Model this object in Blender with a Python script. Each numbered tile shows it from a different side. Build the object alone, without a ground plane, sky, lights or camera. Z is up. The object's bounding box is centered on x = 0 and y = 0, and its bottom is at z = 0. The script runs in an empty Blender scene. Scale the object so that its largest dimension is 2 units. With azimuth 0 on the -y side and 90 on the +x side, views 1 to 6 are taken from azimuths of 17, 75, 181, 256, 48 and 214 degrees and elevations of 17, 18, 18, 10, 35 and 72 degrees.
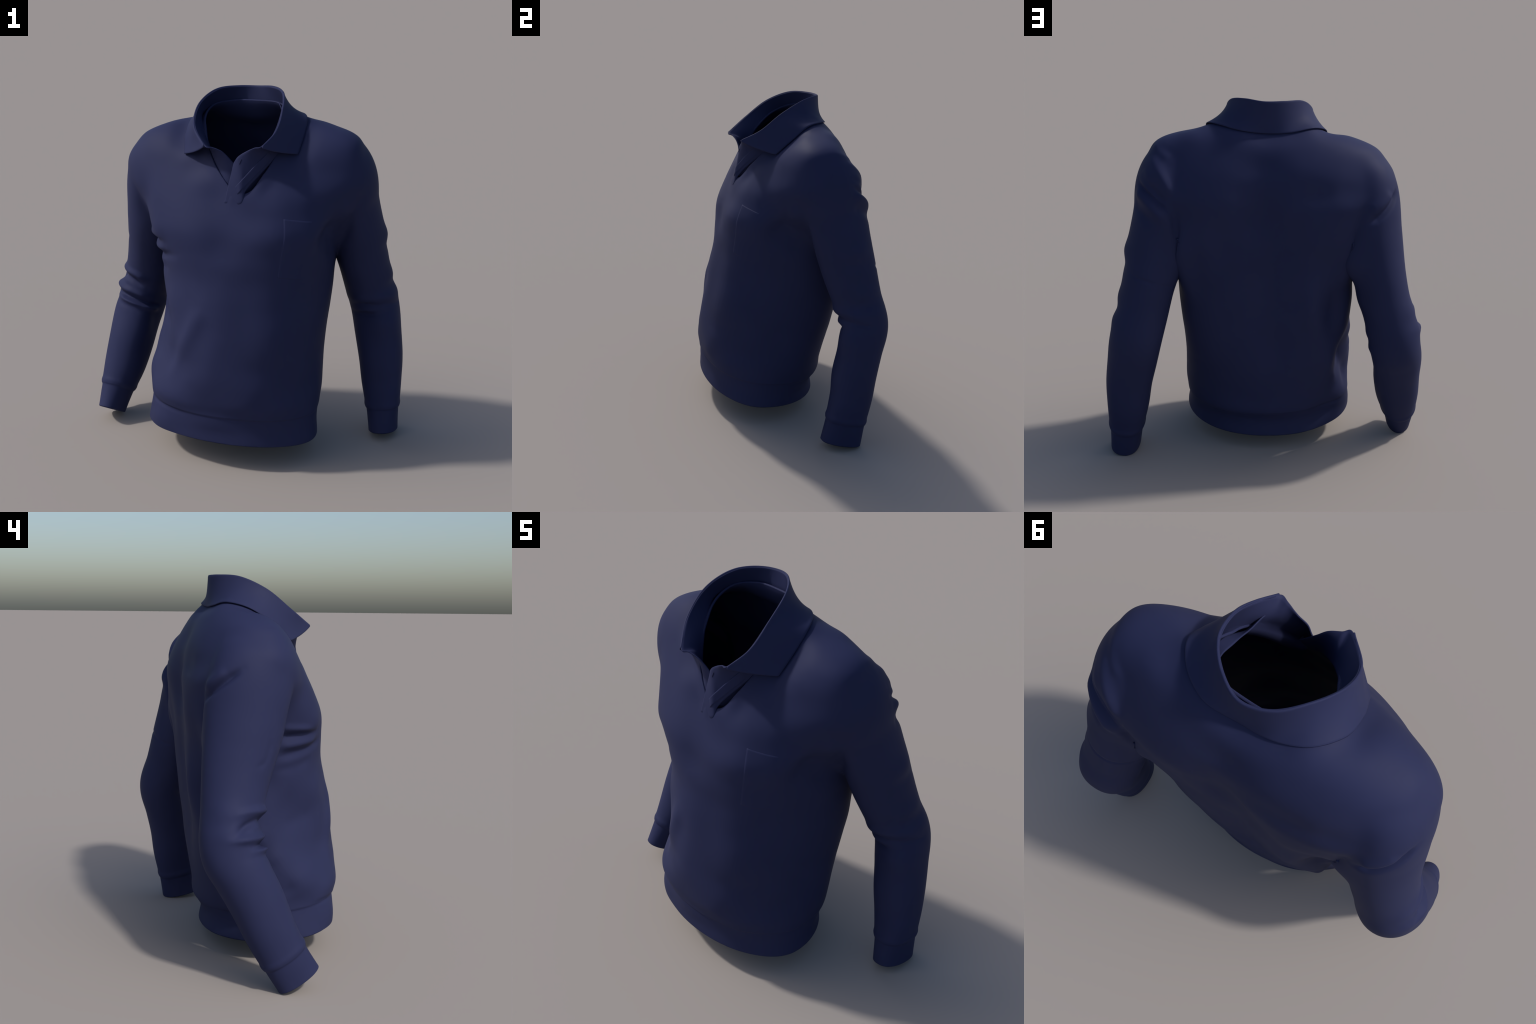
"""Navy long-sleeved knitted polo sweater, standing empty as if worn."""
import bpy, bmesh, math
import numpy as np
from mathutils import Vector
from mathutils.bvhtree import BVHTree

THICK = 0.011          # cloth thickness
VOXEL = 0.0062

# ------------------------------------------------------------------ helpers
def hermite(xs, ys, x):
    """cubic interpolation through stations"""
    xs = np.asarray(xs, float); ys = np.asarray(ys, float); x = np.asarray(x, float)
    d = np.gradient(ys, xs, axis=0)
    i = np.clip(np.searchsorted(xs, x) - 1, 0, len(xs) - 2)
    h = xs[i + 1] - xs[i]
    t = (x - xs[i]) / h
    if ys.ndim > 1:
        t = t[:, None]; h = h[:, None]
    return ((2*t**3 - 3*t**2 + 1) * ys[i] + (t**3 - 2*t**2 + t) * h * d[i]
            + (-2*t**3 + 3*t**2) * ys[i + 1] + (t**3 - t**2) * h * d[i + 1])

def spline(pts, n):
    pts = np.asarray(pts, float)
    L = np.r_[0, np.cumsum(np.linalg.norm(np.diff(pts, axis=0), axis=1))]
    return hermite(L, pts, np.linspace(0, L[-1], n))

def unit(a):
    return a / (np.linalg.norm(a, axis=-1, keepdims=True) + 1e-12)

def smoothstep(a, b, x):
    t = np.clip((x - a) / (b - a), 0, 1)
    return t * t * (3 - 2 * t)

def grid_faces(nr, nc, closed):
    f = []
    for i in range(nr - 1):
        for j in range(nc if closed else nc - 1):
            k = (j + 1) % nc
            f.append((i*nc + j, i*nc + k, (i+1)*nc + k, (i+1)*nc + j))
    return f

def vertex_normals(V, faces):
    N = np.zeros_like(V)
    by = {}
    for f in faces:
        by.setdefault(len(f), []).append(f)
    for k, fs in by.items():
        F = np.array(fs)
        c = V[F]
        n = np.zeros((len(F), 3))
        for i in range(k):
            a = c[:, i]; b = c[:, (i + 1) % k]
            n += np.cross(a, b)
        for i in range(k):
            np.add.at(N, F[:, i], n)
    return unit(N)

def shell(V, faces, thick, bulge=0.4):
    """give an open sheet its thickness (inwards), with rounded rims.
    Returns V, faces, source face index per face."""
    V = np.asarray(V, float)
    N = vertex_normals(V, faces)
    n = len(V)
    count = {}
    for fi, f in enumerate(faces):
        for a, b in zip(f, f[1:] + f[:1]):
            count.setdefault((min(a, b), max(a, b)), []).append((a, b, fi))
    border = [v[0] for v in count.values() if len(v) == 1]
    inner = V - N * thick
    out = {}
    for a, b, fi in border:
        d = np.cross(V[b] - V[a], N[a] + N[b])
        d = d / (np.linalg.norm(d) + 1e-12)
        for k in (a, b):
            out[k] = out.get(k, 0) + d
    ids = list(out)
    mid = np.array([(V[k] + inner[k]) / 2 + unit(out[k]) * thick * bulge for k in ids])
    pos = {k: 2*n + i for i, k in enumerate(ids)}
    VV = np.vstack([V, inner, mid]) if len(ids) else np.vstack([V, inner])
    FF = list(faces); src = list(range(len(faces)))
    for fi, f in enumerate(faces):
        FF.append(tuple(i + n for i in reversed(f))); src.append(fi)
    for a, b, fi in border:
        FF.append((b, a, pos[a], pos[b])); src.append(fi)
        FF.append((pos[b], pos[a], a + n, b + n)); src.append(fi)
    return VV, FF, src

def make_object(name, V, faces, mat, parent=None, normals=None):
    used = sorted({i for f in faces for i in f})
    remap = {u: i for i, u in enumerate(used)}
    me = bpy.data.meshes.new(name)
    me.from_pydata([tuple(V[u]) for u in used], [], [tuple(remap[i] for i in f) for f in faces])
    me.update()
    me.polygons.foreach_set("use_smooth", [True] * len(me.polygons))
    if normals is not None:
        me.normals_split_custom_set_from_vertices([tuple(normals[u]) for u in used])
    me.materials.append(mat)
    ob = bpy.data.objects.new(name, me)
    bpy.context.scene.collection.objects.link(ob)
    if parent:
        ob.parent = parent
    return ob

def cut_mesh(V, faces, field):
    """split faces along the zero line of a per-vertex scalar field; returns
    new V, faces and the sign (+1/-1) of each face"""
    V = list(map(np.asarray, V)); F = np.asarray(field, float).copy()
    F[np.abs(F) < 2e-4] = 2e-4
    F = list(F)
    cache = {}
    def mid(a, b):
        k = (min(a, b), max(a, b))
        if k not in cache:
            t = F[a] / (F[a] - F[b])
            cache[k] = len(V)
            V.append(V[a] * (1 - t) + V[b] * t); F.append(0.0)
        return cache[k]
    out, sign = [], []
    for f in faces:
        s = [F[i] > 0 for i in f]
        if all(s) or not any(s):
            out.append(f); sign.append(1 if s[0] else -1); continue
        pos, neg = [], []
        for a, b in zip(f, f[1:] + f[:1]):
            (pos if F[a] > 0 else neg).append(a)
            if (F[a] > 0) != (F[b] > 0):
                m = mid(a, b); pos.append(m); neg.append(m)
        if len(pos) > 2: out.append(tuple(pos)); sign.append(1)
        if len(neg) > 2: out.append(tuple(neg)); sign.append(-1)
    return np.array(V), out, np.array(sign)

def polyline_distance(P, pts):
    """distance of points P to a 3D polyline and the running fraction along it"""
    pts = np.asarray(pts, float)
    seg = np.diff(pts, axis=0)
    L = np.linalg.norm(seg, axis=1); S = np.r_[0, np.cumsum(L)]
    best = np.full(len(P), 1e9); frac = np.zeros(len(P))
    for i in range(len(seg)):
        t = np.clip(((P - pts[i]) @ seg[i]) / (L[i]**2), 0, 1)
        d = np.linalg.norm(P - (pts[i] + t[:, None] * seg[i]), axis=1)
        m = d < best
        best[m] = d[m]; frac[m] = (S[i] + t[m] * L[i]) / S[-1]
    return best, frac

# ------------------------------------------------------------------ materials
def wool(name, base, deep, rib=0.0):
    """fine knit: navy with a faint tonal melange and a tiny stitch bump"""
    m = bpy.data.materials.new(name); m.use_nodes = True
    nt = m.node_tree; nd = nt.nodes; ln = nt.links
    bsdf = nd["Principled BSDF"]
    tc = nd.new("ShaderNodeTexCoord")
    n1 = nd.new("ShaderNodeTexNoise"); n1.inputs["Scale"].default_value = 5.0
    n1.inputs["Detail"].default_value = 4.0
    ln.new(tc.outputs["Object"], n1.inputs["Vector"])
    n2 = nd.new("ShaderNodeTexNoise"); n2.inputs["Scale"].default_value = 260.0
    n2.inputs["Detail"].default_value = 2.0
    ln.new(tc.outputs["Object"], n2.inputs["Vector"])
    mix = nd.new("ShaderNodeMath"); mix.operation = "MULTIPLY_ADD"
    mix.inputs[1].default_value = 0.35; 
    ln.new(n2.outputs["Fac"], mix.inputs[0]); ln.new(n1.outputs["Fac"], mix.inputs[2])
    ramp = nd.new("ShaderNodeValToRGB")
    ramp.color_ramp.elements[0].position = 0.35; ramp.color_ramp.elements[0].color = (*deep, 1)
    ramp.color_ramp.elements[1].position = 0.95; ramp.color_ramp.elements[1].color = (*base, 1)
    ln.new(mix.outputs[0], ramp.inputs["Fac"])
    ln.new(ramp.outputs["Color"], bsdf.inputs["Base Color"])
    bsdf.inputs["Roughness"].default_value = ROUGH
    bsdf.inputs["Specular IOR Level"].default_value = SPEC
    bump = nd.new("ShaderNodeBump"); bump.inputs["Strength"].default_value = 0.03
    bump.inputs["Distance"].default_value = 0.002
    ln.new(n2.outputs["Fac"], bump.inputs["Height"])
    ln.new(bump.outputs["Normal"], bsdf.inputs["Normal"])
    return m

ROUGH, SPEC = 0.60, 0.07
NAVY = wool("navy_knit", (0.0256, 0.0302, 0.0795), (0.0226, 0.0268, 0.0706))
RIB = wool("navy_rib", (0.0256, 0.0302, 0.0795), (0.0226, 0.0268, 0.0706))
THREAD = wool("navy_thread", (0.016, 0.018, 0.05), (0.012, 0.014, 0.04))

# ------------------------------------------------------------------ torso and sleeve lofts
# z, centre x, centre y, half width, front depth, back depth, front / back squareness
TORSO = [
    (0.10, -0.013, -0.169, 0.487, 0.312, 0.420, 2.10, 2.10),
    (0.20, -0.013, -0.169, 0.489, 0.312, 0.420, 2.10, 2.10),
    (0.26, -0.021, -0.086, 0.475, 0.380, 0.325, 2.55, 2.00),
    (0.34, -0.015, -0.027, 0.470, 0.437, 0.298, 2.80, 2.05),
    (0.40, -0.012, -0.010, 0.472, 0.478, 0.297, 2.70, 2.07),
    (0.47, -0.014, 0.003, 0.476, 0.501, 0.298, 2.25, 2.20),
    (0.56, -0.015, 0.029, 0.473, 0.530, 0.287, 1.90, 2.51),
    (0.68, -0.010, 0.064, 0.470, 0.552, 0.257, 1.85, 2.97),
    (0.80, -0.003, 0.086, 0.474, 0.551, 0.246, 1.85, 3.30),
    (0.92, 0.002, 0.077, 0.483, 0.520, 0.268, 1.85, 3.10),
    (1.04, 0.010, 0.047, 0.485, 0.465, 0.314, 1.96, 2.96),
    (1.16, 0.020, 0.020, 0.497, 0.429, 0.357, 2.19, 2.94),
    (1.28, 0.023, 0.012, 0.553, 0.407, 0.382, 2.26, 3.02),
    (1.40, 0.014, 0.016, 0.622, 0.357, 0.378, 2.10, 2.88),
    (1.50, 0.006, 0.029, 0.680, 0.308, 0.368, 2.06, 2.80),
    (1.60, -0.007, 0.031, 0.675, 0.250, 0.337, 2.05, 2.65),
    (1.68, 0.003, 0.027, 0.632, 0.204, 0.300, 2.10, 2.50),
    (1.74, 0.012, 0.038, 0.586, 0.163, 0.250, 2.20, 2.41),
    (1.80, 0.020, 0.050, 0.450, 0.130, 0.200, 2.20, 2.28),
    (1.85, 0.015, 0.050, 0.300, 0.130, 0.155, 2.20, 2.20),
    (1.90, 0.010, 0.050, 0.235, 0.140, 0.125, 2.20, 2.20),
    (1.97, 0.010, 0.045, 0.228, 0.150, 0.125, 2.20, 2.20),
]
HEM = (0.118, -0.021, -0.087)      # hem height and its tilt over x and y
HEM_BAND = 0.150                   # height of the ribbed waistband

# spine x, y, z, half width across, half depth
SLEEVE_A = [
    (0.450, 0.070, 1.640, 0.140, 0.180), (0.522, 0.103, 1.540, 0.183, 0.213),
    (0.552, 0.165, 1.385, 0.169, 0.198), (0.605, 0.214, 1.218, 0.145, 0.173),
    (0.630, 0.263, 1.052, 0.141, 0.161), (0.658, 0.310, 0.896, 0.139, 0.147),
    (0.694, 0.359, 0.743, 0.140, 0.136), (0.724, 0.331, 0.595, 0.134, 0.127),
    (0.753, 0.294, 0.449, 0.126, 0.131), (0.765, 0.281, 0.313, 0.115, 0.126),
    (0.783, 0.250, 0.162, 0.096, 0.124), (0.800, 0.220, 0.016, 0.086, 0.131)]
SLEEVE_B = [
    (-0.450, 0.080, 1.640, 0.140, 0.180), (-0.519, 0.092, 1.523, 0.177, 0.220),
    (-0.566, 0.131, 1.286, 0.165, 0.201), (-0.618, 0.183, 1.054, 0.143, 0.170),
    (-0.665, 0.218, 0.861, 0.138, 0.149), (-0.700, 0.231, 0.744, 0.144, 0.149),
    (-0.714, 0.216, 0.663, 0.146, 0.151), (-0.729, 0.175, 0.575, 0.147, 0.141),
    (-0.744, 0.108, 0.443, 0.138, 0.136), (-0.768, 0.045, 0.295, 0.123, 0.127),
    (-0.790, -0.024, 0.165, 0.097, 0.121), (-0.801, -0.095, 0.049, 0.077, 0.121)]
CUFF = 0.145                       # cuff length

def torso_loft(nr=150, nc=96):
    T = np.array(TORSO)
    z = np.linspace(T[0, 0], T[-1, 0], nr)
    q = hermite(T[:, 0], T[:, 1:], z)
    th = np.linspace(0, 2*np.pi, nc, endpoint=False)
    c, s = np.cos(th)[None], np.sin(th)[None]
    n = np.where(s < 0, q[:, 5:6], q[:, 6:7])
    X = np.sign(c) * np.abs(c)**(2/n); Y = np.sign(s) * np.abs(s)**(2/n)
    V = np.zeros((nr, nc, 3))
    V[..., 0] = q[:, 0:1] + q[:, 2:3] * X
    V[..., 1] = q[:, 1:2] + np.where(s < 0, q[:, 3:4], q[:, 4:5]) * Y
    w = np.clip((0.55 - z) / 0.35, 0, 2)[:, None]
    V[..., 2] = z[:, None] + w * ((HEM[0] - 0.2) + HEM[1]*V[..., 0] + HEM[2]*V[..., 1])
    # the front of the neck is carried forward by the collar and placket
    zz = z[:, None]
    boss = 0.055 * np.exp(-((V[..., 0] - 0.04) / 0.13)**2) * np.exp(-((zz - 1.68) / 0.10)**2)
    V[..., 1] -= boss * (s < 0)
    F = grid_faces(nr, nc, True)
    F.append(tuple(reversed(range(nc)))); F.append(tuple((nr-1)*nc + j for j in range(nc)))
    return V.reshape(-1, 3), F

def sleeve_loft(P, square, nr=110, nc=64):
    P = np.array(P)
    end = P[-1].copy(); end[:3] += unit(P[-1, :3] - P[-2, :3]) * 0.07
    P = np.vstack([P, end])
    q = hermite(np.arange(len(P)), P, np.linspace(0, len(P) - 1, nr))
    T = unit(np.gradient(q[:, :3], axis=0))
    U = unit(np.array([0., 1, 0]) - T * T[:, 1:2]); W = np.cross(T, U)
    th = np.linspace(0, 2*np.pi, nc, endpoint=False)
    # the forearm is a little squarer than an ellipse
    e = 2.0 / (2.0 + (square - 2.0) * smoothstep(5, 7, np.linspace(0, len(P) - 1, nr)))[:, None]
    c, s = np.cos(th)[None], np.sin(th)[None]
    c = np.sign(c) * np.abs(c)**e; s = np.sign(s) * np.abs(s)**e
    V = (q[:, None, :3] + q[:, 3:4, None]*c[..., None]*W[:, None]
         + q[:, 4:5, None]*s[..., None]*U[:, None])
    F = grid_faces(nr, nc, True)
    F.append(tuple(reversed(range(nc)))); F.append(tuple((nr-1)*nc + j for j in range(nc)))
    return V.reshape(-1, 3), F

def fused_body():
    """torso and sleeves fused into one skin by voxel remeshing"""
    V, F = torso_loft()
    V = [V]; F = list(F); n = len(V[0])
    for P, square in ((SLEEVE_A, 2.3), (SLEEVE_B, 2.1)):
        v, f = sleeve_loft(P, square)
        F += [tuple(i + n for i in ff) for ff in f]; V.append(v); n += len(v)
    V = np.vstack(V)
    me = bpy.data.meshes.new("blank"); me.from_pydata(V.tolist(), [], F); me.update()
    bm = bmesh.new(); bm.from_mesh(me)
    bmesh.ops.recalc_face_normals(bm, faces=bm.faces); bm.to_mesh(me); bm.free()
    ob = bpy.data.objects.new("blank", me); bpy.context.scene.collection.objects.link(ob)
    md = ob.modifiers.new("fuse", "REMESH"); md.mode = "VOXEL"; md.voxel_size = VOXEL
    dg = bpy.context.evaluated_depsgraph_get(); dg.update()
    ev = ob.evaluated_get(dg).to_mesh()
    nv = len(ev.vertices); co = np.empty(nv*3); ev.vertices.foreach_get("co", co)
    faces = [tuple(p.vertices) for p in ev.polygons]
    co = co.reshape(-1, 3).copy()
    bpy.data.objects.remove(ob); bpy.data.meshes.remove(me)
    return co, faces

def smoother(faces, n):
    E = set()
    for f in faces:
        for a, b in zip(f, f[1:] + f[:1]):
            E.add((min(a, b), max(a, b)))
    E = np.array(sorted(E))
    deg = np.bincount(E.ravel(), minlength=n).astype(float)[:, None]
    def step(V, w):
        A = np.zeros_like(V)
        np.add.at(A, E[:, 0], V[E[:, 1]]); np.add.at(A, E[:, 1], V[E[:, 0]])
        return V + w * (A / deg - V)
    return step

V, F = fused_body()
step = smoother(F, len(V))
w_top = 0.5 * smoothstep(1.40, 1.58, V[:, 2])[:, None]
for i in range(6):
    V = step(V, 0.5)
for i in range(60):
    V = step(V, w_top)
for i in range(14):
    V = step(V, 0.5 if i % 2 == 0 else -0.52)

# ------------------------------------------------------------------ hollows and fullness
# broad forms: (height, centre, reach in x, y, z)
SWELLS = [
    # hollow between the shoulder blades, running down the spine
    (-0.052, (0.04, 0.39, 1.38), (0.13, 0.30, 0.20)),
    (-0.024, (0.00, 0.37, 1.55), (0.28, 0.30, 0.12)),
    (-0.024, (-0.02, 0.35, 1.00), (0.09, 0.30, 0.28)),
    (-0.012, (-0.06, 0.32, 0.65), (0.08, 0.30, 0.15)),
    (-0.018, (-0.50, 0.29, 1.58), (0.12, 0.10, 0.12)),
    (-0.028, (-0.13, 0.37, 1.27), (0.10, 0.30, 0.14)),
    (-0.024, (-0.28, 0.36, 1.54), (0.14, 0.20, 0.10)),
    (-0.014, (0.20, 0.37, 1.20), (0.08, 0.20, 0.12)),
    (-0.012, (0.06, 0.34, 1.08), (0.10, 0.20, 0.10)),
    (0.016, (0.10, 0.25, 0.26), (0.30, 0.15, 0.05)),
    # full front on one side, flatter belly on the other
    (0.060, (0.34, -0.27, 0.74), (0.15, 0.25, 0.25)),
    (0.018, (0.33, -0.29, 1.05), (0.12, 0.20, 0.12)),
    (0.018, (0.24, -0.40, 0.76), (0.10, 0.20, 0.32)),
    (-0.006, (0.34, -0.40, 0.41), (0.14, 0.15, 0.06)),
    (-0.010, (0.02, -0.49, 0.64), (0.11, 0.20, 0.16)),
    (-0.018, (-0.28, -0.41, 0.57), (0.12, 0.20, 0.13)),
    (-0.020, (-0.37, -0.24, 0.72), (0.12, 0.12, 0.14)),
    (-0.008, (-0.33, -0.33, 0.55), (0.10, 0.12, 0.10)),
    (0.014, (-0.31, -0.29, 0.88), (0.08, 0.12, 0.08)),
    (0.020, (-0.46, -0.18, 0.44), (0.10, 0.10, 0.08)),
    (0.024, (-0.04, -0.46, 0.28), (0.16, 0.15, 0.08)),
    (0.014, (-0.35, -0.39, 0.21), (0.10, 0.12, 0.08)),
    (0.024, (0.45, -0.20, 0.23), (0.10, 0.15, 0.11)),
    # chest, and the hollow in front of the arm
    (0.020, (0.26, -0.285, 1.46), (0.13, 0.20, 0.09)),
    (0.020, (-0.12, -0.26, 1.53), (0.12, 0.20, 0.08)),
    (-0.018, (0.00, -0.40, 1.24), (0.11, 0.20, 0.10)),
    (-0.045, (0.55, -0.13, 1.30), (0.07, 0.12, 0.11)),
    (-0.018, (0.49, -0.21, 1.43), (0.08, 0.10, 0.08)),
    (-0.014, (-0.55, -0.12, 1.32), (0.08, 0.10, 0.14)),
    (0.012, (-0.40, -0.27, 1.25), (0.06, 0.10, 0.06)),
    (0.016, (0.10, -0.31, 1.47), (0.09, 0.12, 0.06)),
    (-0.030, (0.53, -0.08, 1.27), (0.07, 0.12, 0.12)),
    (-0.016, (0.49, -0.18, 1.24), (0.06, 0.08, 0.08)),
    (-0.018, (0.63, -0.08, 1.46), (0.06, 0.08, 0.06)),
    # flanks beside the arms; one is sucked in deep above the waistband
    (-0.040, (-0.49, 0.03, 0.42), (0.13, 0.07, 0.09)),
    (-0.080, (-0.46, 0.13, 0.56), (0.12, 0.10, 0.14)),
    (-0.024, (-0.46, -0.02, 0.94), (0.08, 0.09, 0.10)),
    (-0.040, (-0.40, 0.26, 0.84), (0.09, 0.12, 0.17)),
    (0.022, (-0.24, 0.33, 0.92), (0.06, 0.20, 0.14)),
    (0.048, (-0.45, 0.25, 1.14), (0.06, 0.08, 0.10)),
    (0.018, (-0.52, 0.22, 0.95), (0.04, 0.08, 0.08)),
    (0.046, (0.445, 0.29, 1.15), (0.05, 0.10, 0.14)),
    (0.018, (-0.46, -0.07, 0.53), (0.10, 0.06, 0.08)),
    (0.018, (-0.46, 0.04, 0.68), (0.08, 0.05, 0.06)),
    (-0.014, (-0.42, -0.13, 0.80), (0.10, 0.10, 0.12)),
    (0.008, (-0.28, -0.33, 0.77), (0.08, 0.12, 0.10)),
    (-0.022, (-0.36, 0.27, 0.88), (0.06, 0.10, 0.12)),
    (0.022, (-0.46, 0.30, 1.20), (0.06, 0.08, 0.12)),
    (0.020, (0.45, 0.32, 1.17), (0.05, 0.08, 0.12)),
    (0.018, (0.41, 0.30, 1.02), (0.05, 0.08, 0.09)),
    (-0.022, (-0.33, 0.16, 0.22), (0.11, 0.10, 0.09)),
    (-0.014, (0.25, 0.38, 1.30), (0.09, 0.15, 0.10)),
    (-0.013, (0.03, 0.31, 1.68), (0.12, 0.12, 0.06)),
    (-0.012, (-0.43, 0.32, 1.55), (0.08, 0.10, 0.08)),
    (-0.012, (-0.50, -0.18, 1.42), (0.07, 0.10, 0.12)),
    (-0.020, (0.525, 0.00, 1.24), (0.05, 0.08, 0.09)),
    (-0.012, (0.58, -0.13, 1.46), (0.06, 0.08, 0.06)),
    (0.013, (0.27, -0.215, 1.58), (0.08, 0.10, 0.06)),
    (0.011, (0.27, -0.35, 1.31), (0.10, 0.12, 0.07)),
    (0.012, (0.40, -0.31, 0.56), (0.09, 0.12, 0.07)),
    (-0.010, (0.41, -0.29, 0.77), (0.06, 0.10, 0.06)),
    (-0.010, (0.25, -0.45, 0.39), (0.07, 0.10, 0.05)),
    (0.012, (0.46, -0.12, 0.37), (0.08, 0.15, 0.08)),
    (0.013, (0.40, 0.18, 1.80), (0.08, 0.08, 0.06)),
    # shoulder
    (0.024, (0.57, 0.13, 1.74), (0.14, 0.14, 0.12)),
    # sleeves: soft bags round the elbows
    (0.034, (0.775, 0.225, 0.69), (0.09, 0.08, 0.09)),
    (0.014, (0.85, 0.18, 0.26), (0.06, 0.08, 0.10)),
    (0.010, (-0.79, 0.26, 0.89), (0.06, 0.08, 0.05)),
    (0.008, (-0.83, 0.26, 0.79), (0.05, 0.08, 0.04)),
    (0.010, (-0.565, 0.26, 0.750), (0.03, 0.06, 0.022)),
    (0.010, (-0.570, 0.25, 0.660), (0.03, 0.06, 0.020)),
    (0.013, (0.765, 0.27, 1.210), (0.05, 0.08, 0.045)),
    (-0.006, (0.765, 0.25, 1.135), (0.05, 0.08, 0.025)),
    (0.009, (0.790, 0.30, 0.965), (0.05, 0.08, 0.040)),
    (-0.007, (0.795, 0.28, 0.905), (0.05, 0.08, 0.020)),
    (0.008, (0.820, 0.35, 0.845), (0.05, 0.08, 0.035)),
    (0.012, (0.63, 0.29, 1.60), (0.06, 0.06, 0.05)),
]
D = np.zeros((len(V), 1))
for amp, c, r in SWELLS:
    D[:, 0] += amp * 1.08 * np.exp(-(((V - np.array(c)) / np.array(r))**2).sum(1))
for i in range(24):
    D = step(D, 0.5)                       # let the forms flow into one another
V = V + vertex_normals(V, F) * D
for i in range(4):
    V = step(V, 0.4)

# ------------------------------------------------------------------ neck curves
# neckline edge of the knit, from the point of the V round the back to the other side
NECK = [(0.043, -0.315, 1.499), (-0.081, -0.246, 1.630), (-0.163, -0.146, 1.756), (-0.215, -0.026, 1.853),
        (-0.196, 0.078, 1.900), (-0.111, 0.147, 1.915), (0.034, 0.160, 1.919), (0.161, 0.131, 1.915),
        (0.236, 0.060, 1.885), (0.264, -0.040, 1.825), (0.246, -0.150, 1.725), (0.188, -0.250, 1.598),
        (0.110, -0.304, 1.502)]
RIM = [(-0.109, -0.323, 1.742), (-0.211, -0.191, 1.824), (-0.226, -0.055, 1.924), (-0.169, 0.075, 1.985),
       (-0.080, 0.165, 1.994), (0.023, 0.190, 1.994), (0.118, 0.140, 2.000), (0.199, 0.044, 1.984),
       (0.235, -0.090, 1.912), (0.230, -0.218, 1.807), (0.192, -0.309, 1.751)]
LEAF = [(-0.274, -0.179, 1.665), (-0.307, -0.067, 1.755), (-0.301, 0.064, 1.834), (-0.233, 0.155, 1.857),
        (-0.117, 0.201, 1.839), (0.024, 0.208, 1.832), (0.164, 0.208, 1.852), (0.266, 0.149, 1.868),
        (0.334, 0.052, 1.856), (0.344, -0.041, 1.780), (0.336, -0.139, 1.691)]
VPOINT = np.array((0.033, -0.278, 1.649))

def draw_to_curve(V, F, curve, reach):
    """ease the skin until it passes through a 3D curve"""
    for _ in range(4):
        tree = BVHTree.FromPolygons([tuple(v) for v in V], F)
        near = np.array([tree.find_nearest(Vector(p))[0] for p in curve])
        delta = curve - near
        box = np.all((V > curve.min(0) - 3*reach) & (V < curve.max(0) + 3*reach), axis=1)
        idx = np.nonzero(box)[0]
        D = np.linalg.norm(V[idx][:, None] - near[None], axis=2)
        j = D.argmin(1)
        d = D[np.arange(len(idx)), j]
        w = np.exp(-(D / (reach*0.5))**2) + 1e-12
        mean = (w[..., None] * delta[None]).sum(1) / w.sum(1)[:, None]
        V = V.copy(); V[idx] += 0.8 * mean * np.exp(-(d / reach)**2)[:, None]
    return V

V = draw_to_curve(V, F, spline(NECK + [NECK[0]], 120), 0.045)
under_leaf = spline(LEAF, 100) * np.array((0.985, 0.985, 1)) - np.array((0, 0, 0.011))
V = draw_to_curve(V, F, under_leaf, 0.075)
for i in range(6):
    V = step(V, 0.4 * smoothstep(1.40, 1.5, V[:, 2])[:, None])

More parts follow.
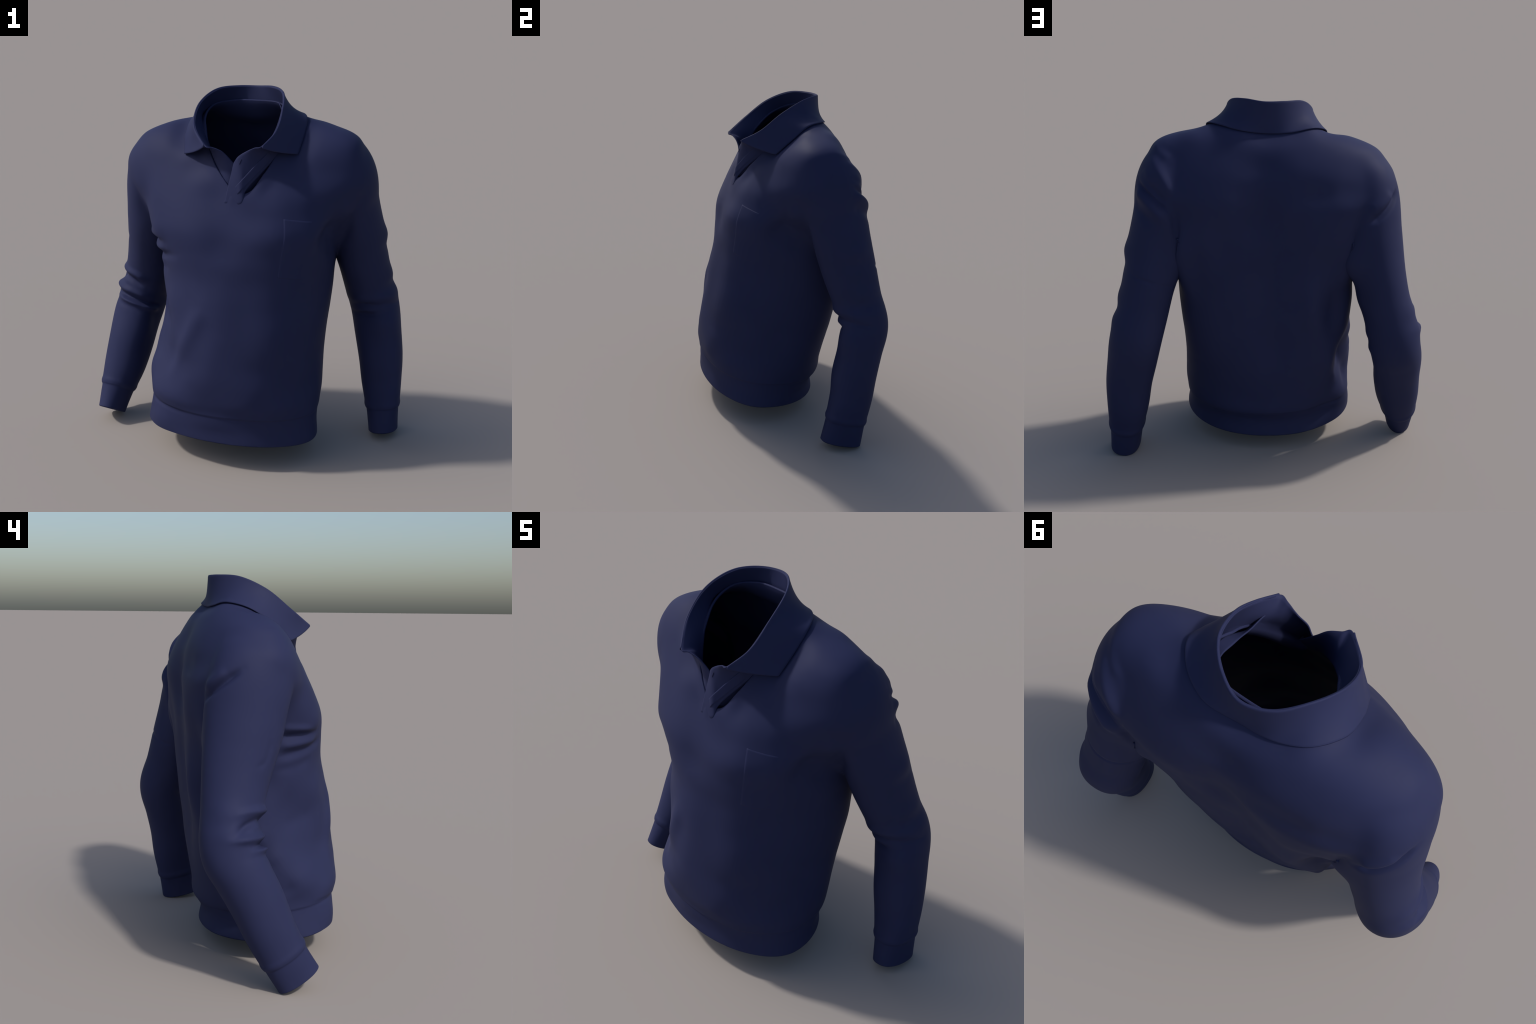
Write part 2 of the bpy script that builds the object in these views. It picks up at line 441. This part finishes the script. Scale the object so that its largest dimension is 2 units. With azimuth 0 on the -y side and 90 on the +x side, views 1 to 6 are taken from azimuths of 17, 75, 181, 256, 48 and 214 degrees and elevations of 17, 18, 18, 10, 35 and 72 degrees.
# ------------------------------------------------------------------ folds, dents and creases
# (height of the fold: + ridge / - groove, half width, path over the cloth)
FOLDS = [
    # bent elbow of one sleeve: stacked wrinkles across the crook
    (0.019, 0.019, [(-0.60, 0.10, 0.83), (-0.68, 0.06, 0.875), (-0.76, 0.10, 0.890), (-0.81, 0.17, 0.895), (-0.83, 0.25, 0.88)]),
    (-0.025, 0.019, [(-0.63, 0.09, 0.79), (-0.69, 0.07, 0.82), (-0.77, 0.10, 0.845), (-0.825, 0.19, 0.83), (-0.84, 0.24, 0.79)]),
    (0.020, 0.018, [(-0.60, 0.12, 0.715), (-0.71, 0.075, 0.76), (-0.80, 0.13, 0.77), (-0.85, 0.21, 0.775), (-0.86, 0.28, 0.77)]),
    (-0.021, 0.013, [(-0.575, 0.187, 0.645), (-0.67, 0.079, 0.705), (-0.765, 0.09, 0.730), (-0.835, 0.16, 0.737)]),
    (0.019, 0.013, [(-0.575, 0.20, 0.615), (-0.667, 0.07, 0.682), (-0.765, 0.085, 0.705), (-0.835, 0.15, 0.712)]),
    (-0.008, 0.018, [(-0.60, 0.15, 0.59), (-0.68, 0.08, 0.645), (-0.78, 0.09, 0.675), (-0.85, 0.18, 0.688)]),
    (-0.004, 0.016, [(-0.709, 0.031, 1.229), (-0.729, 0.074, 1.109), (-0.749, 0.126, 1.091)]),
    # its armhole at the back
    (-0.022, 0.018, [(-0.515, 0.33, 1.385), (-0.587, 0.315, 1.425), (-0.65, 0.26, 1.480), (-0.69, 0.17, 1.550)]),
    (0.010, 0.028, [(-0.53, 0.33, 1.45), (-0.60, 0.29, 1.49), (-0.65, 0.23, 1.54)]),
    # the other elbow
    (0.013, 0.028, [(0.56, 0.27, 0.815), (0.66, 0.19, 0.835), (0.78, 0.23, 0.840), (0.83, 0.33, 0.82)]),
    (-0.019, 0.012, [(0.560, 0.29, 0.770), (0.666, 0.198, 0.793), (0.77, 0.242, 0.792), (0.840, 0.36, 0.775)]),
    (0.010, 0.014, [(0.57, 0.28, 0.742), (0.68, 0.21, 0.762), (0.79, 0.25, 0.768)]),
    (-0.010, 0.014, [(0.58, 0.28, 0.708), (0.69, 0.215, 0.728), (0.80, 0.28, 0.742)]),
    (-0.005, 0.008, [(0.72, 0.36, 1.12), (0.67, 0.41, 1.095), (0.611, 0.42, 1.076), (0.518, 0.36, 1.033), (0.48, 0.27, 1.02)]),
    # its shoulder and armhole at the back: cloth gathered in slanting folds
    (0.010, 0.026, [(0.590, 0.11, 1.735), (0.566, 0.178, 1.715), (0.50, 0.25, 1.68)]),
    (0.016, 0.030, [(0.606, 0.173, 1.69), (0.529, 0.311, 1.583), (0.48, 0.345, 1.50)]),
    (-0.012, 0.018, [(0.655, 0.22, 1.62), (0.58, 0.32, 1.535), (0.51, 0.345, 1.465)]),
    (-0.016, 0.013, [(0.675, 0.22, 1.575), (0.635, 0.29, 1.533), (0.561, 0.342, 1.478), (0.495, 0.347, 1.425)]),
    (0.018, 0.028, [(0.695, 0.22, 1.53), (0.64, 0.31, 1.49), (0.565, 0.36, 1.43), (0.51, 0.36, 1.37)]),
    (-0.010, 0.028, [(0.70, 0.22, 1.445), (0.65, 0.32, 1.42), (0.58, 0.37, 1.36)]),
    (-0.012, 0.020, [(0.49, 0.35, 1.44), (0.475, 0.335, 1.33), (0.48, 0.30, 1.20)]),
    # pulls across the ribs under the arm
    (0.011, 0.018, [(-0.52, -0.06, 1.235), (-0.496, -0.10, 1.237), (-0.465, -0.178, 1.232), (-0.37, -0.275, 1.236)]),
    (-0.015, 0.018, [(-0.50, -0.05, 1.190), (-0.475, -0.094, 1.193), (-0.444, -0.185, 1.197), (-0.34, -0.30, 1.21)]),
    (0.013, 0.022, [(-0.48, -0.05, 1.140), (-0.459, -0.104, 1.147), (-0.424, -0.192, 1.153), (-0.33, -0.30, 1.170)]),
    (-0.013, 0.024, [(-0.475, -0.04, 1.085), (-0.458, -0.083, 1.092), (-0.422, -0.175, 1.105), (-0.25, -0.35, 1.155)]),
    (-0.006, 0.030, [(-0.464, -0.046, 1.02), (-0.421, -0.16, 1.03), (-0.33, -0.29, 1.06)]),
    (-0.007, 0.040, [(-0.45, -0.087, 0.73), (-0.414, -0.176, 0.741), (-0.33, -0.29, 0.77)]),
    (-0.014, 0.050, [(-0.478, -0.03, 0.58), (-0.479, -0.10, 0.46), (-0.470, -0.15, 0.36)]),
    # blousing above the waistband
    (0.004, 0.040, [(-0.47, -0.26, 0.38), (-0.40, -0.36, 0.37), (-0.25, -0.45, 0.36), (-0.05, -0.49, 0.35)]),
    (-0.010, 0.013, [(-0.47, -0.24, 0.305), (-0.371, -0.377, 0.312), (-0.243, -0.434, 0.300), (-0.047, -0.455, 0.293)]),
    (0.014, 0.034, [(-0.355, 0.265, 0.62), (-0.379, 0.235, 0.50), (-0.44, 0.16, 0.40)]),
    (-0.010, 0.050, [(-0.41, 0.25, 0.78), (-0.43, 0.23, 0.66), (-0.47, 0.15, 0.58)]),
    (-0.008, 0.012, [(-0.30, 0.18, 0.245), (-0.381, 0.132, 0.25), (-0.44, 0.07, 0.265)]),
    (-0.005, 0.010, [(0.06, 0.235, 0.185), (0.12, 0.22, 0.195), (0.19, 0.205, 0.215)]),
    # long soft drapes down the front
    (0.014, 0.050, [(-0.09, -0.43, 0.92), (-0.17, -0.43, 0.74), (-0.244, -0.418, 0.589), (-0.31, -0.40, 0.46)]),
    (-0.005, 0.070, [(-0.02, -0.45, 0.88), (-0.10, -0.47, 0.66), (-0.14, -0.48, 0.48)]),
    (-0.018, 0.030, [(0.59, -0.14, 1.43), (0.565, -0.12, 1.33), (0.54, -0.08, 1.24), (0.51, -0.03, 1.14)]),
]

def hem_level(P):
    return P[:, 2] - (HEM[0] + HEM[1]*P[:, 0] + HEM[2]*P[:, 1])

def cuff_level(P, S):
    a, b = np.array(S[-1][:3]), np.array(S[-2][:3])
    return (P - a) @ unit(b - a)

N = vertex_normals(V, F)
D = np.zeros(len(V))
for amp, width, path in FOLDS:
    d, t = polyline_distance(V, spline(path, 24))
    taper = smoothstep(0, 0.25, t) * (1 - smoothstep(0.75, 1, t)) * 0.85 + 0.15
    D += amp * np.exp(-(d / width)**2) * taper
V = V + N * D[:, None]
for i in range(2):
    V = step(V, 0.4)

# relax the cloth where sleeve and body are squeezed together
tight = np.zeros(len(V))
for c, r in (((0.47, 0.30, 1.18), 0.10), ((-0.47, 0.29, 1.18), 0.10), ((-0.575, 0.20, 0.63), 0.035), ((0.52, -0.02, 1.24), 0.08)):
    tight = np.maximum(tight, np.exp(-(np.linalg.norm(V - np.array(c), axis=1) / r)**4))
for i in range(14):
    V = step(V, 0.5 * tight[:, None])

# waistband and cuffs sit a little under the cloth that blouses over them
N = vertex_normals(V, F)
B = np.abs(V[:, 0]) - np.interp(V[:, 2], [0.3, 0.8, 1.0, 1.2, 1.9], [0.54, 0.51, 0.49, 0.50, 0.46])
is_sleeve = B > 0
hb = hem_level(V) - HEM_BAND
dn = np.where(~is_sleeve, -(0.0040 - 0.002 * np.clip(V[:, 1] / 0.3, -1, 0.6)) * (1 - smoothstep(-0.006, 0.006, hb)), 0)
for S, sgn in ((SLEEVE_A, 1), (SLEEVE_B, -1)):
    cl = cuff_level(V, S) - CUFF
    dn += np.where(is_sleeve & (V[:, 0]*sgn > 0) & (V[:, 2] < 0.6), -0.0045 * (1 - smoothstep(-0.004, 0.005, cl)) + 0.004 * np.exp(-((cl - 0.022) / 0.016)**2), 0)
V = V + N * dn[:, None]

neck = spline(NECK + [NECK[0]], 400)
NECK_AXIS = np.array((0.030, -0.050))
na = np.arctan2(neck[:, 1] - NECK_AXIS[1], neck[:, 0] - NECK_AXIS[0])
order = np.argsort(na)
na, nzv, nr_ = na[order], neck[order, 2], np.linalg.norm(neck[order, :2] - NECK_AXIS, axis=1)

def neck_field(P):
    """positive below the neckline, negative in the opening above it"""
    q = P[:, :2] - NECK_AXIS
    a = np.arctan2(q[:, 1], q[:, 0]); r = np.linalg.norm(q, axis=1)
    zc = np.interp(a, na, nzv, period=2*np.pi); rc = np.interp(a, na, nr_, period=2*np.pi)
    f = np.ones(len(P))
    m = (P[:, 2] > 1.40) & (r < rc + 0.05)
    f[m] = np.maximum(zc[m] - P[m, 2], r[m] - rc[m] - 0.015)
    return f

V, F, s = cut_mesh(V, F, neck_field(V))
F = [f for f, k in zip(F, s) if k > 0]
def main_piece(F, n):
    """drop loose scraps left over by the cuts"""
    lab = np.arange(n)
    E = np.array([(f[0], k) for f in F for k in f[1:]])
    while True:
        m = np.minimum(lab[E[:, 0]], lab[E[:, 1]])
        new = lab.copy()
        np.minimum.at(new, E[:, 0], m); np.minimum.at(new, E[:, 1], m)
        new = new[new]
        if (new == lab).all():
            break
        lab = new
    fl = lab[np.array([f[0] for f in F])]
    ids, cnt = np.unique(fl, return_counts=True)
    return [f for f, l in zip(F, fl) if l == ids[cnt.argmax()]]

def keep(P):
    h = hem_level(P).copy()
    sl = np.abs(P[:, 0]) > 0.53
    for S, sgn in ((SLEEVE_A, 1), (SLEEVE_B, -1)):
        m = (np.sign(P[:, 0]) == sgn) & sl
        h[m] = cuff_level(P[m], S) - 0.011
    h[P[:, 2] > 0.5] = 1
    return h
V, F, s = cut_mesh(V, F, keep(V))
F = main_piece([f for f, k in zip(F, s) if k > 0], len(V))

# ------------------------------------------------------------------ split into named parts
region = np.zeros(len(F), int)
def refine(field_fn):
    global V, F
    V, F, s = cut_mesh(V, F, field_fn(V))
    return s
def arm_field(P):
    return np.abs(P[:, 0]) - np.interp(P[:, 2], [0.3, 0.8, 1.0, 1.2, 1.9], [0.54, 0.51, 0.49, 0.50, 0.46])
refine(arm_field)
def band_field(P):
    f = hem_level(P) - HEM_BAND
    f[arm_field(P) > -0.001] = 1
    return f
refine(band_field)
def cuff_field(P):
    f = np.ones(len(P))
    for S, sgn in ((SLEEVE_A, 1), (SLEEVE_B, -1)):
        m = (P[:, 0]*sgn > 0) & (arm_field(P) > 0) & (P[:, 2] < 0.6)
        f[m] = cuff_level(P[m], S) - CUFF
    return f
refine(cuff_field)

C = np.array([V[list(f)].mean(0) for f in F])
side = np.where(C[:, 0] > 0, 1, 2)
sl = arm_field(C) > 0
region = np.where(sl, side, 0)
region[(band_field(C) < 0) & ~sl] = 3
cf = cuff_field(C) < 0
region[cf & sl] = side[cf & sl] + 3

used = sorted({i for f in F for i in f}); rm = {u: i for i, u in enumerate(used)}
V = V[used]; F = [tuple(rm[i] for i in f) for f in F]
body_tree = BVHTree.FromPolygons([tuple(v) for v in V], F)
bodyN = vertex_normals(V, F)
SV, SF, src = shell(V, F, THICK)
SN = vertex_normals(SV, SF)
sreg = region[np.array(src)]

root = bpy.data.objects.new("polo_sweater", None)
bpy.context.scene.collection.objects.link(root)
root["label"] = "navy blue knitted long-sleeved polo sweater with open collar"
root["category"] = "sweater"

names = {0: ("torso", NAVY), 1: ("sleeve", NAVY), 2: ("sleeve", NAVY), 3: ("waistband", RIB), 4: ("cuff", RIB), 5: ("cuff", RIB)}
objs = {}
for k in (0, 1, 2, 3, 4, 5):
    nm, mt = names[k]
    par = root if k < 4 else objs[k - 3]
    objs[k] = make_object(nm, SV, [f for f, r in zip(SF, sreg) if r == k], mt, par, SN)

def snap_out(P, gap, ease=None):
    """lift points that lie in or too near the body surface to the given gap"""
    Q = np.array(P, float)
    for i, p in enumerate(Q):
        co, no, idx, dist = body_tree.find_nearest(Vector(p))
        if co is None: continue
        sd = (Vector(p) - co).dot(no)
        g = gap if ease is None else gap - ease[i]
        if sd < g and dist < 0.08:
            Q[i] = np.array(co + no * g)
    return Q

# ------------------------------------------------------------------ collar
def sheet(name, rows, mat, thick, outer, parent=None):
    """a cloth sheet from rows of points, thickened away from the `outer` side"""
    G = np.array(rows); nr, nc = G.shape[:2]
    f = grid_faces(nr, nc, False)
    P = G.reshape(-1, 3)
    if (vertex_normals(P, f) * outer.reshape(-1, 3)).sum() < 0:
        f = [tuple(reversed(q)) for q in f]
    v, f, _ = shell(P, f, thick)
    return make_object(name, v, f, mat, parent or root)

def on_body(x, z, gap, turn=0.0):
    """point of the front at lateral position x and height z, seen at an angle, lifted by gap"""
    c, q = math.cos(turn), math.sin(turn)
    o = Vector((c*x + 2*q, q*x - 2*c, z))
    co, no, _, _ = body_tree.ray_cast(o, Vector((-q, c, 0)))
    return np.array(co + no*gap)

NCOL = 161
rim = spline(RIM, NCOL); leaf = spline(LEAF, NCOL)
axis = np.stack([np.full(NCOL, 0.03), rim[:, 1]*0.6 - 0.02, rim[:, 2]], 1)
outward = rim - axis; outward[:, 2] = 0; outward = unit(outward)
down = np.array([0, 0, 1.0])

# the leaf rolls over the fold and falls to its free edge on the shoulders
rows = [rim - outward*0.0035 - down*0.014, rim - outward*0.0035 - down*0.006,
        rim - outward*0.001 - down*0.001, rim + outward*0.003 + down*0.0005, rim + outward*0.0065 - down*0.003]
start = rim + outward*0.008 - down*0.010
ctrl = start*0.62 + leaf*0.38; ctrl[:, 2] = start[:, 2]*0.38 + leaf[:, 2]*0.62
for t in np.linspace(0, 1, 24):
    p = start*(1-t)**2 + ctrl*2*t*(1-t) + leaf*t**2
    rows.append(snap_out(p, 0.0062, ease=0.0075*np.exp(-(p[:, 0]/0.10)**2)*(p[:, 1] > 0.1)) if t > 0.6 else p)
G = np.array(rows)
for _ in range(3):                                   # iron out the push-off from the shoulders
    G[6:-1, 1:-1] += 0.35 * ((G[5:-2, 1:-1] + G[7:, 1:-1] + G[6:-1, :-2] + G[6:-1, 2:]) / 4 - G[6:-1, 1:-1])
sheet("collar", G, RIB, 0.007, np.broadcast_to(outward, G.shape) + down*0.5)

# stand: one strip that starts under the placket, runs round the neck and ends as the front overlap
STAND_TOP = ([(0.075, -0.268, 1.590), (0.021, -0.279, 1.658), (-0.022, -0.297, 1.704), (-0.070, -0.311, 1.724)]
             + [tuple(np.array(p) - np.array((0, 0, 0.006))) for p in RIM]
             + [(0.150, -0.304, 1.733), (0.100, -0.293, 1.710), (0.058, -0.292, 1.682), (0.033, -0.281, 1.649)])
STAND_BASE = [(0.050, -0.290, 1.500), (-0.005, -0.284, 1.545), (-0.055, -0.254, 1.600), (-0.095, -0.220, 1.650),
              (-0.132, -0.178, 1.705), (-0.195, -0.095, 1.785), (-0.236, -0.010, 1.850), (-0.204, 0.088, 1.882), (-0.115, 0.163, 1.890),
              (0.030, 0.176, 1.893), (0.165, 0.148, 1.890), (0.250, 0.065, 1.862), (0.276, -0.040, 1.802), (0.255, -0.135, 1.715), (0.222, -0.195, 1.660),
              (0.166, -0.258, 1.592), (0.108, -0.303, 1.518), tuple(on_body(0.088, 1.452, 0.0003)), tuple(on_body(-0.002, 1.447, 0.001))]
NS = 260
k = np.arange(len(STAND_TOP)); kk = np.linspace(0, len(STAND_TOP) - 1, NS)
top = hermite(k, STAND_TOP, kk); base = hermite(k, STAND_BASE, kk)
mid = np.array((0.03, -0.05, 0))
so = top*0.5 + base*0.5 - mid; so[:, 2] = 0; so = unit(so)
# in front the stand rolls: it recedes below its edge before meeting the neckline
recess = (0.034*np.exp(-((kk - 14.1)/1.3)**2) + 0.020*np.exp(-((kk - 3.8)/1.2)**2))[:, None] * np.array((0, 1, 0))
rows = []
for t in np.linspace(0, 1, 20):
    rows.append(base*(1 - t) + top*t + recess * (6.75 * t*t*(1 - t)))
G = np.array(rows)
stand = sheet("collar_stand", G, RIB, 0.006, np.broadcast_to(so, G.shape))
stand_tree = BVHTree.FromPolygons([tuple(v.co) for v in stand.data.vertices], [tuple(p.vertices) for p in stand.data.polygons])

def on_stand(x, z, gap):
    co, no, _, _ = stand_tree.ray_cast(Vector((x, -1.5, z)), Vector((0, 1, 0)))
    return None if co is None else np.array(co) + np.array((0, -gap, 0))

# neckband lining: runs down the inside of the neck, comes out as a flat strip beside the overlap
# and tucks under the neckline, leaving a dark slit
INNER = [(0.160, 0.126, 1.918), (0.198, 0.050, 1.872), (0.205, -0.030, 1.815), (0.212, -0.120, 1.748), (0.198, -0.222, 1.700),
         (0.142, -0.274, 1.635), (0.085, -0.302, 1.567), (0.036, -0.305, 1.518)]
OUTER = [(0.170, 0.134, 1.900), (0.222, 0.058, 1.865), (0.250, -0.035, 1.808), (0.234, -0.125, 1.722), (0.205, -0.200, 1.659),
         (0.151, -0.262, 1.593), (0.091, -0.306, 1.526), (0.056, -0.318, 1.484)]
TUCK = [(0.180, 0.130, 1.880), (0.235, 0.055, 1.840), (0.262, -0.020, 1.785), (0.256, -0.110, 1.700), (0.236, -0.168, 1.632),
        (0.192, -0.214, 1.568), (0.130, -0.258, 1.488), (0.080, -0.285, 1.460)]
kt = np.linspace(0, 7, 110); ki = np.arange(8)
ie, oe, te = hermite(ki, INNER, kt), hermite(ki, OUTER, kt), hermite(ki, TUCK, kt)
lift = 0.0075 * smoothstep(3.2, 4.2, kt) * (1 - smoothstep(6.2, 7, kt)) - 0.003
G = np.array([ie*(1 - t) + oe*t for t in np.linspace(0, 1, 10)])
for row in G:
    for k_, p in enumerate(row):
        if kt[k_] < 3.4:
            continue
        hit = on_stand(p[0], p[2], lift[k_])
        if hit is not None and abs(hit[1] - p[1]) < 0.05:
            p[1] = hit[1]
for _ in range(8):
    G[1:-1, 1:-1] = (G[1:-1, 1:-1] + G[:-2, 1:-1] + G[2:, 1:-1] + G[1:-1, :-2] + G[1:-1, 2:]) / 5
    for q in (G[0], G[-1]):
        q[1:-1] = (q[1:-1]*2 + q[:-2] + q[2:]) / 4
G = np.concatenate([G, [G[-1]*0.75 + te*0.25 + np.array((0, 0.016, 0)), te]])
out = np.zeros(G.shape); out[..., 0] = 0.6 - 0.4*(kt/7); out[..., 1] = -1.0*(kt/7); out[..., 2] = 0.3
sheet("neckband", G, RIB, 0.006, out)

# worked buttonhole near the top of the overlap: a short raised bar of thread
bar = []
for t in np.linspace(0, 1, 14):
    c = on_stand(0.070 + 0.010*t, 1.648 + 0.026*t, 0.0014)
    r = 0.0022 * math.sin(math.pi * (0.06 + 0.88*t))**0.4
    bar.append([c + np.array((r*math.cos(a), -0.5*r*math.sin(a), 0)) for a in np.linspace(0, 2*np.pi, 10, endpoint=False)])
bar = np.array(bar)
f = grid_faces(14, 10, True) + [tuple(range(10)), tuple(reversed(range(130, 140)))]
make_object("buttonhole", bar.reshape(-1, 3), f, THREAD, stand)

# ------------------------------------------------------------------ breast pocket
rows = []
for v in np.linspace(0, 1, 40):
    rows.append([on_body(0.033 - 0.040*v + (0.230 + 0.02*v)*u, 1.387 - 0.30*v - (0.03 + 0.02*v)*u, 0.0010 - 0.006*smoothstep(0.50, 1.0, u) - 0.0007*smoothstep(0.05, 0.4, v), math.radians(40))
                 for u in np.linspace(0, 1, 30)])
G = np.array(rows)
sheet("breast_pocket", G, NAVY, 0.006, np.broadcast_to(np.array((0.3, -1.0, 0.0)), G.shape))
